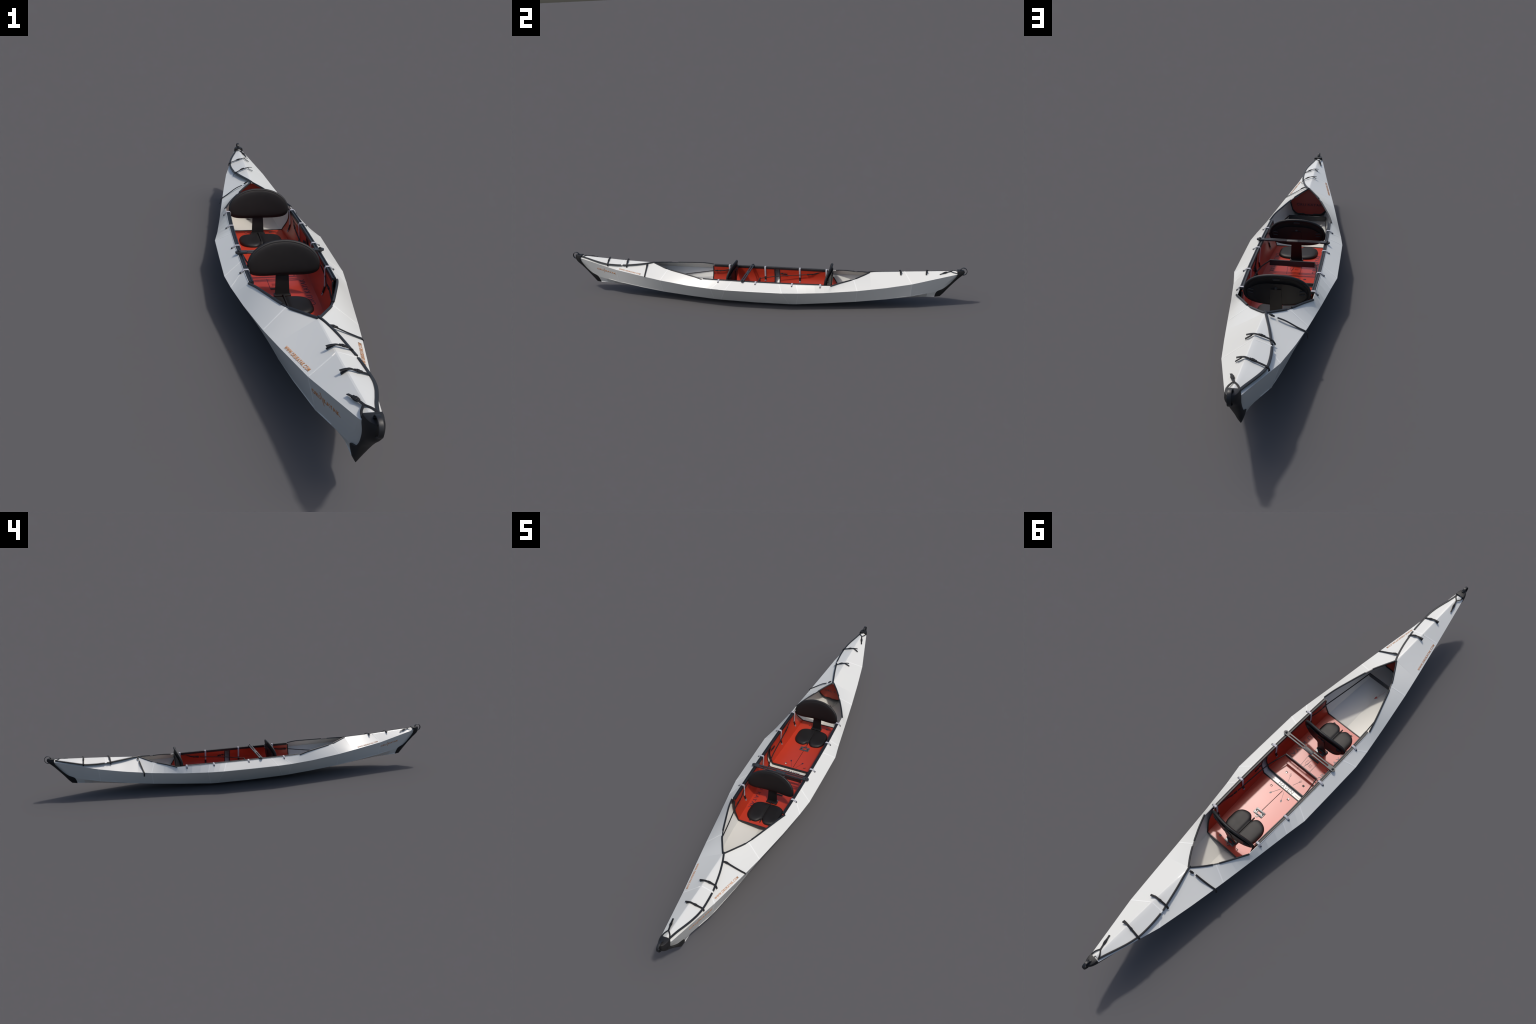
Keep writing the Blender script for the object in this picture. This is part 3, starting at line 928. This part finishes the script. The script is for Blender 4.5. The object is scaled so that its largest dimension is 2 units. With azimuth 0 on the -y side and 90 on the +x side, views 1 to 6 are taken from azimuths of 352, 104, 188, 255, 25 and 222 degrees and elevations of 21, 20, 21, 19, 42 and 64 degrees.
# ------------------------------------------------------------------ bulkheads
def bulkhead(sy, yb, yt, text):
    yref = sy * .595
    cx, cz = interp(CHINE, yref)
    bx, bz = interp(BOTTOM, yref)
    tab = RIDGE_A if sy < 0 else RIDGE_B
    rz = interp(tab, yref)[0] - .008
    z0 = bz + .004
    def yy(z): return lerp(yb, yt, (z - z0) / (rz - z0))
    out = []
    # right half outline from bottom centre, rounded lower corner, up the side, to the ridge
    R = [(0, z0), (.014, z0), (.020, z0 + .003), (bx * .75, z0 + .003), (bx * .93, z0 + .008), (lerp(bx, cx, .3), lerp(bz, cz, .32)),
         (cx - .006, cz - .004), (cx * .5, lerp(cz, rz, .48)), (.001, rz)]
    pts = R + [(-x, z) for x, z in R[::-1] if x > .0015]
    k = len(pts)
    a = [V((x, yy(z), z)) for x, z in pts]; b = [p + V((0, sy * .002, 0)) for p in a]
    me = (a + b, [tuple(range(k)), tuple(range(2 * k - 1, k - 1, -1))] + [(i, (i + 1) % k, k + (i + 1) % k, k + i) for i in range(k)])
    ob = Geo().add(me).obj("bulkhead", M_RED, None, False)
    sweep("bulkhead_edging", [p + V((0, -sy * .0005, 0)) for p in a[: R.index((cx - .006, cz - .004)) + 1]], V((0, -sy, 0)), .0050, .0040, .0012, M_TRIM, ob)
    left = [p for p in a if p.x <= 1e-6][::-1]
    la = [V((-p.x, p.y, p.z)) for p in a[: R.index((cx - .006, cz - .004)) + 1]]
    sweep("bulkhead_edging", [p + V((0, -sy * .0005, 0)) for p in la], V((0, -sy, 0)), .0050, .0040, .0012, M_TRIM, ob)
    zt = lerp(z0, rz, .36)
    place_text("bulkhead_lettering", text, (sy * -.050, yy(zt) - sy * .0004, zt), (sy * .050, yy(zt) - sy * .0004, zt), .0105, (0, 0, 1), M_INK, ob, None, .0008, spacing=1.1)
bulkhead(-1, -.577, -.600, "ORU KAYAK")
bulkhead(1, .572, .592, "ORU KAYAK")

# ------------------------------------------------------------------ stem caps and handles
def stem_cap(sy, front, back, widths, ring_c, rr):
    """front/back: matching (y,z) lists from top to bottom; widths: half widths at the rear edge"""
    n = 6
    F = resample([(0, y, z) for y, z in front], n); B = resample([(0, y, z) for y, z in back], n)
    W = [w.x for w in resample([(w, 0, 0) for w in widths], n)]
    rings = []
    m = 15
    for f, b, w in zip(F, B, W):
        r = []
        for i in range(m):
            t = -1 + 2 * i / (m - 1)
            a = t * math.pi / 2
            # rounded wedge: widest at the rear edge, blunt rounded nose
            x = w * math.copysign(abs(math.sin(a)) ** 1.05, t)
            q = max(0.0, math.cos(a)) ** .85
            r.append(V((x, lerp(b.y, f.y, q), lerp(b.z, f.z, q))))
        rings.append(r)
    verts = [p for r in rings for p in r]
    faces = []
    for i in range(len(rings) - 1):
        for j in range(m - 1):
            faces.append((i * m + j, i * m + j + 1, (i + 1) * m + j + 1, (i + 1) * m + j))
        faces.append((i * m + m - 1, i * m, (i + 1) * m, (i + 1) * m + m - 1))
    # domed top
    top = rings[0]
    c = V((0, sum(p.y for p in top) / m, sum(p.z for p in top) / m + .0016))
    ti = len(verts); verts.append(c)
    mid = [p.lerp(c, .25) + V((0, 0, .0010)) for p in top]
    mo = len(verts); verts += mid
    for j in range(m):
        k = (j + 1) % m
        faces.append((k, j, mo + j, mo + k)); faces.append((mo + k, mo + j, ti))
    last = (len(rings) - 1) * m
    faces.append(tuple(last + j for j in range(m)))
    cap = Geo().add((verts, faces)).obj("stem_cap", M_RUBBER, None, True, 48)
    # carrying handle: bent strap in the centre plane
    path, ups = [], []
    for i in range(25):
        a = math.radians(lerp(148, -78, i / 24))
        # local forward = outboard
        fy = math.cos(a) * rr[0]; fz = math.sin(a) * rr[1]
        p = V((0, ring_c[0] + sy * fy, ring_c[1] + fz))
        path.append(p); ups.append(V((0, sy * math.cos(a), math.sin(a))))
    path.insert(0, path[0] + V((0, -sy * .002, -.006))); ups.insert(0, ups[0])
    path.append(path[-1] + V((0, -sy * .008, -.001))); ups.append(ups[-1])
    sweep("carry_handle", path, ups, .0088, .0024, .0009, M_TRIM, cap)
    g = Geo()
    g.add(box_geo((0, ring_c[0] - sy * .014, ring_c[1] + .0085), (1, 0, 0), (0, 1, 0), (0, 0, 1), .0095, .006, .0032, .001))
    g.obj("handle_anchor", M_TRIM, cap)

stem_cap(-1, [(-.9835, .2010), (-.9860, .1880), (-.9795, .1690), (-.9560, .1470), (-.9330, .1245), (-.9080, .0930), (-.8880, .0680), (-.8800, .0570)],
         [(-.9480, .2005), (-.9520, .1880), (-.9550, .1740), (-.9460, .1560), (-.9290, .1320), (-.9010, .1060), (-.8690, .0890), (-.8570, .0545)],
         [.0160, .0178, .0172, .0150, .0128, .0105, .0100, .0015], (-.9815, .1965), (.0172, .0172))
stem_cap(1, [(.9870, .1870), (.9895, .1760), (.9795, .1640), (.9610, .1470), (.9420, .1265), (.9160, .0970), (.8960, .0720), (.8790, .0540)],
         [(.9545, .1865), (.9560, .1740), (.9540, .1620), (.9440, .1470), (.9220, .1210), (.8940, .0960), (.8640, .0800), (.8535, .0500)],
         [.0152, .0168, .0164, .0146, .0128, .0108, .0100, .0015], (.9845, .1828), (.0155, .0172))

# ------------------------------------------------------------------ deck straps
def buckle_geo(p, d, up, l=.014, w=.0085, h=.0042):
    d = V(d).normalized(); up = V(up).normalized(); sd = d.cross(up).normalized(); up = sd.cross(d)
    g = Geo()
    g.add(box_geo(V(p), d, sd, up, l * .55, w, h, .001))
    g.add(box_geo(V(p) + d * l * .45, d, sd, up, l * .45, w * .78, h * .8, .0009))
    g.add(box_geo(V(p) - d * l * .42, d, sd, up, l * .3, w * .85, h * .7, .0008))
    return g

def strap_over(path, up, buckle_at, tail=None, w=.0068):
    pts = resample(path, 5)
    ob = sweep("deck_strap", pts, up, w, .0014, .0005, M_WEB)
    i = int(buckle_at * (len(pts) - 1))
    d = pts[min(i + 1, len(pts) - 1)] - pts[max(i - 1, 0)]
    u = V(up[i] if isinstance(up, list) else up)
    buckle_geo(pts[i] + u.normalized() * .001, d, u).obj("strap_buckle", M_WEB, ob)
    if tail:
        sweep("strap_tail", resample(tail, 4), up, w * .95, .0013, .0005, M_WEB, ob)
    return ob

strap_over([(-.0155, -.6932, .1765), (-.0040, -.6922, .1825), (.0040, -.6914, .1842), (.0180, -.6895, .1792), (.0360, -.6872, .1708), (.0405, -.6874, .1640), (.0430, -.6878, .1560)],
           V((.2, 0, 1)), .52, [(.0040, -.6916, .1845), (-.0060, -.6935, .1850), (-.0165, -.6955, .1838)])
strap_over([(-.0125, -.7948, .1815), (-.0030, -.7940, .1880), (.0045, -.7935, .1900), (.0200, -.7922, .1830), (.0420, -.7895, .1735), (.0465, -.7890, .1665), (.0475, -.7888, .1610)],
           V((.2, 0, 1)), .52, [(.0045, -.7936, .1902), (-.0050, -.7950, .1905), (-.0150, -.7965, .1890)])
strap_over([(.0230, .6970, .1625), (.0100, .6945, .1705), (.0030, .6930, .1755), (-.0150, .6910, .1710), (-.0375, .6885, .1608), (-.0440, .6890, .1550), (-.0480, .6900, .1485)],
           V((-.2, 0, 1)), .52, [(.0030, .6932, .1757), (.0110, .6965, .1760), (.0200, .6995, .1745)])
strap_over([(.0230, .8145, .1680), (.0110, .8150, .1765), (.0030, .8155, .1812), (-.0160, .8170, .1755), (-.0470, .8195, .1640), (-.0520, .8198, .1590), (-.0530, .8205, .1530)],
           V((-.2, 0, 1)), .52, [(.0030, .8157, .1814), (.0110, .8175, .1815), (.0200, .8195, .1800)])
# cross straps from seam to chine
nA = (ridge_pt(RIDGE_A, -.58) - chine(-.58, 1)).cross(V((0, 1, 0))); nA = nA if nA.z > 0 else -nA
strap_over([(.0135, -.5832, .1705), (.0300, -.5805, .1640), (.0550, -.5775, .1495), (.0800, -.5745, .1360), (.0897, -.5728, .1308), (.0915, -.5722, .1265)], nA.normalized(), .17)
nB = (ridge_pt(RIDGE_B, .55) - chine(.55, -1)).cross(V((0, 1, 0))); nB = nB if nB.z > 0 else -nB
nB.normalize()
st = sweep("deck_strap", resample([(-.0329, .5493, .1503), (-.0550, .5465, .1410), (-.0850, .5400, .1215), (-.1052, .5348, .1090), (-.1085, .5352, .1000), (-.1100, .5359, .0915)], 5), nB, .0068, .0014, .0005, M_WEB)
buckle_geo((-.0185, .5535, .1588), (-1, -.3, -.6), nB, .013, .0085, .0038).obj("strap_buckle", M_WEB, st)
# bow and stern yokes
for sy, jn, left, right, tail in ((-1, V((-.0057, -.9201, .1972)), V((-.0160, -.9500, .1925)), V((.0125, -.9470, .1945)), V((-.0191, -.8691, .1865))),
                                  (1, V((.0045, .9246, .1835)), V((.0152, .9550, .1785)), V((-.0130, .9525, .1800)), V((.0203, .8760, .1722)))):
    up = V((0, 0, 1))
    mL = (jn + left) / 2 + V((math.copysign(.003, left.x), 0, .0005)); mR = (jn + right) / 2 + V((math.copysign(.003, right.x), 0, .0012))
    yk = sweep("yoke_strap", resample([left, mL, jn], 6), up, .0046, .0014, .0005, M_WEB)
    sweep("yoke_strap", resample([right, mR, jn], 6), up, .0046, .0014, .0005, M_WEB)
    mT = (jn + tail) / 2 + V((0, 0, .0012))
    sweep("yoke_tail", resample([jn, mT, tail], 6), up, .0056, .0014, .0005, M_WEB, yk)
    buckle_geo(mT, tail - jn, V((math.copysign(.4, tail.x), 0, 1)), .017, .0088, .0046).obj("strap_buckle", M_WEB, yk)
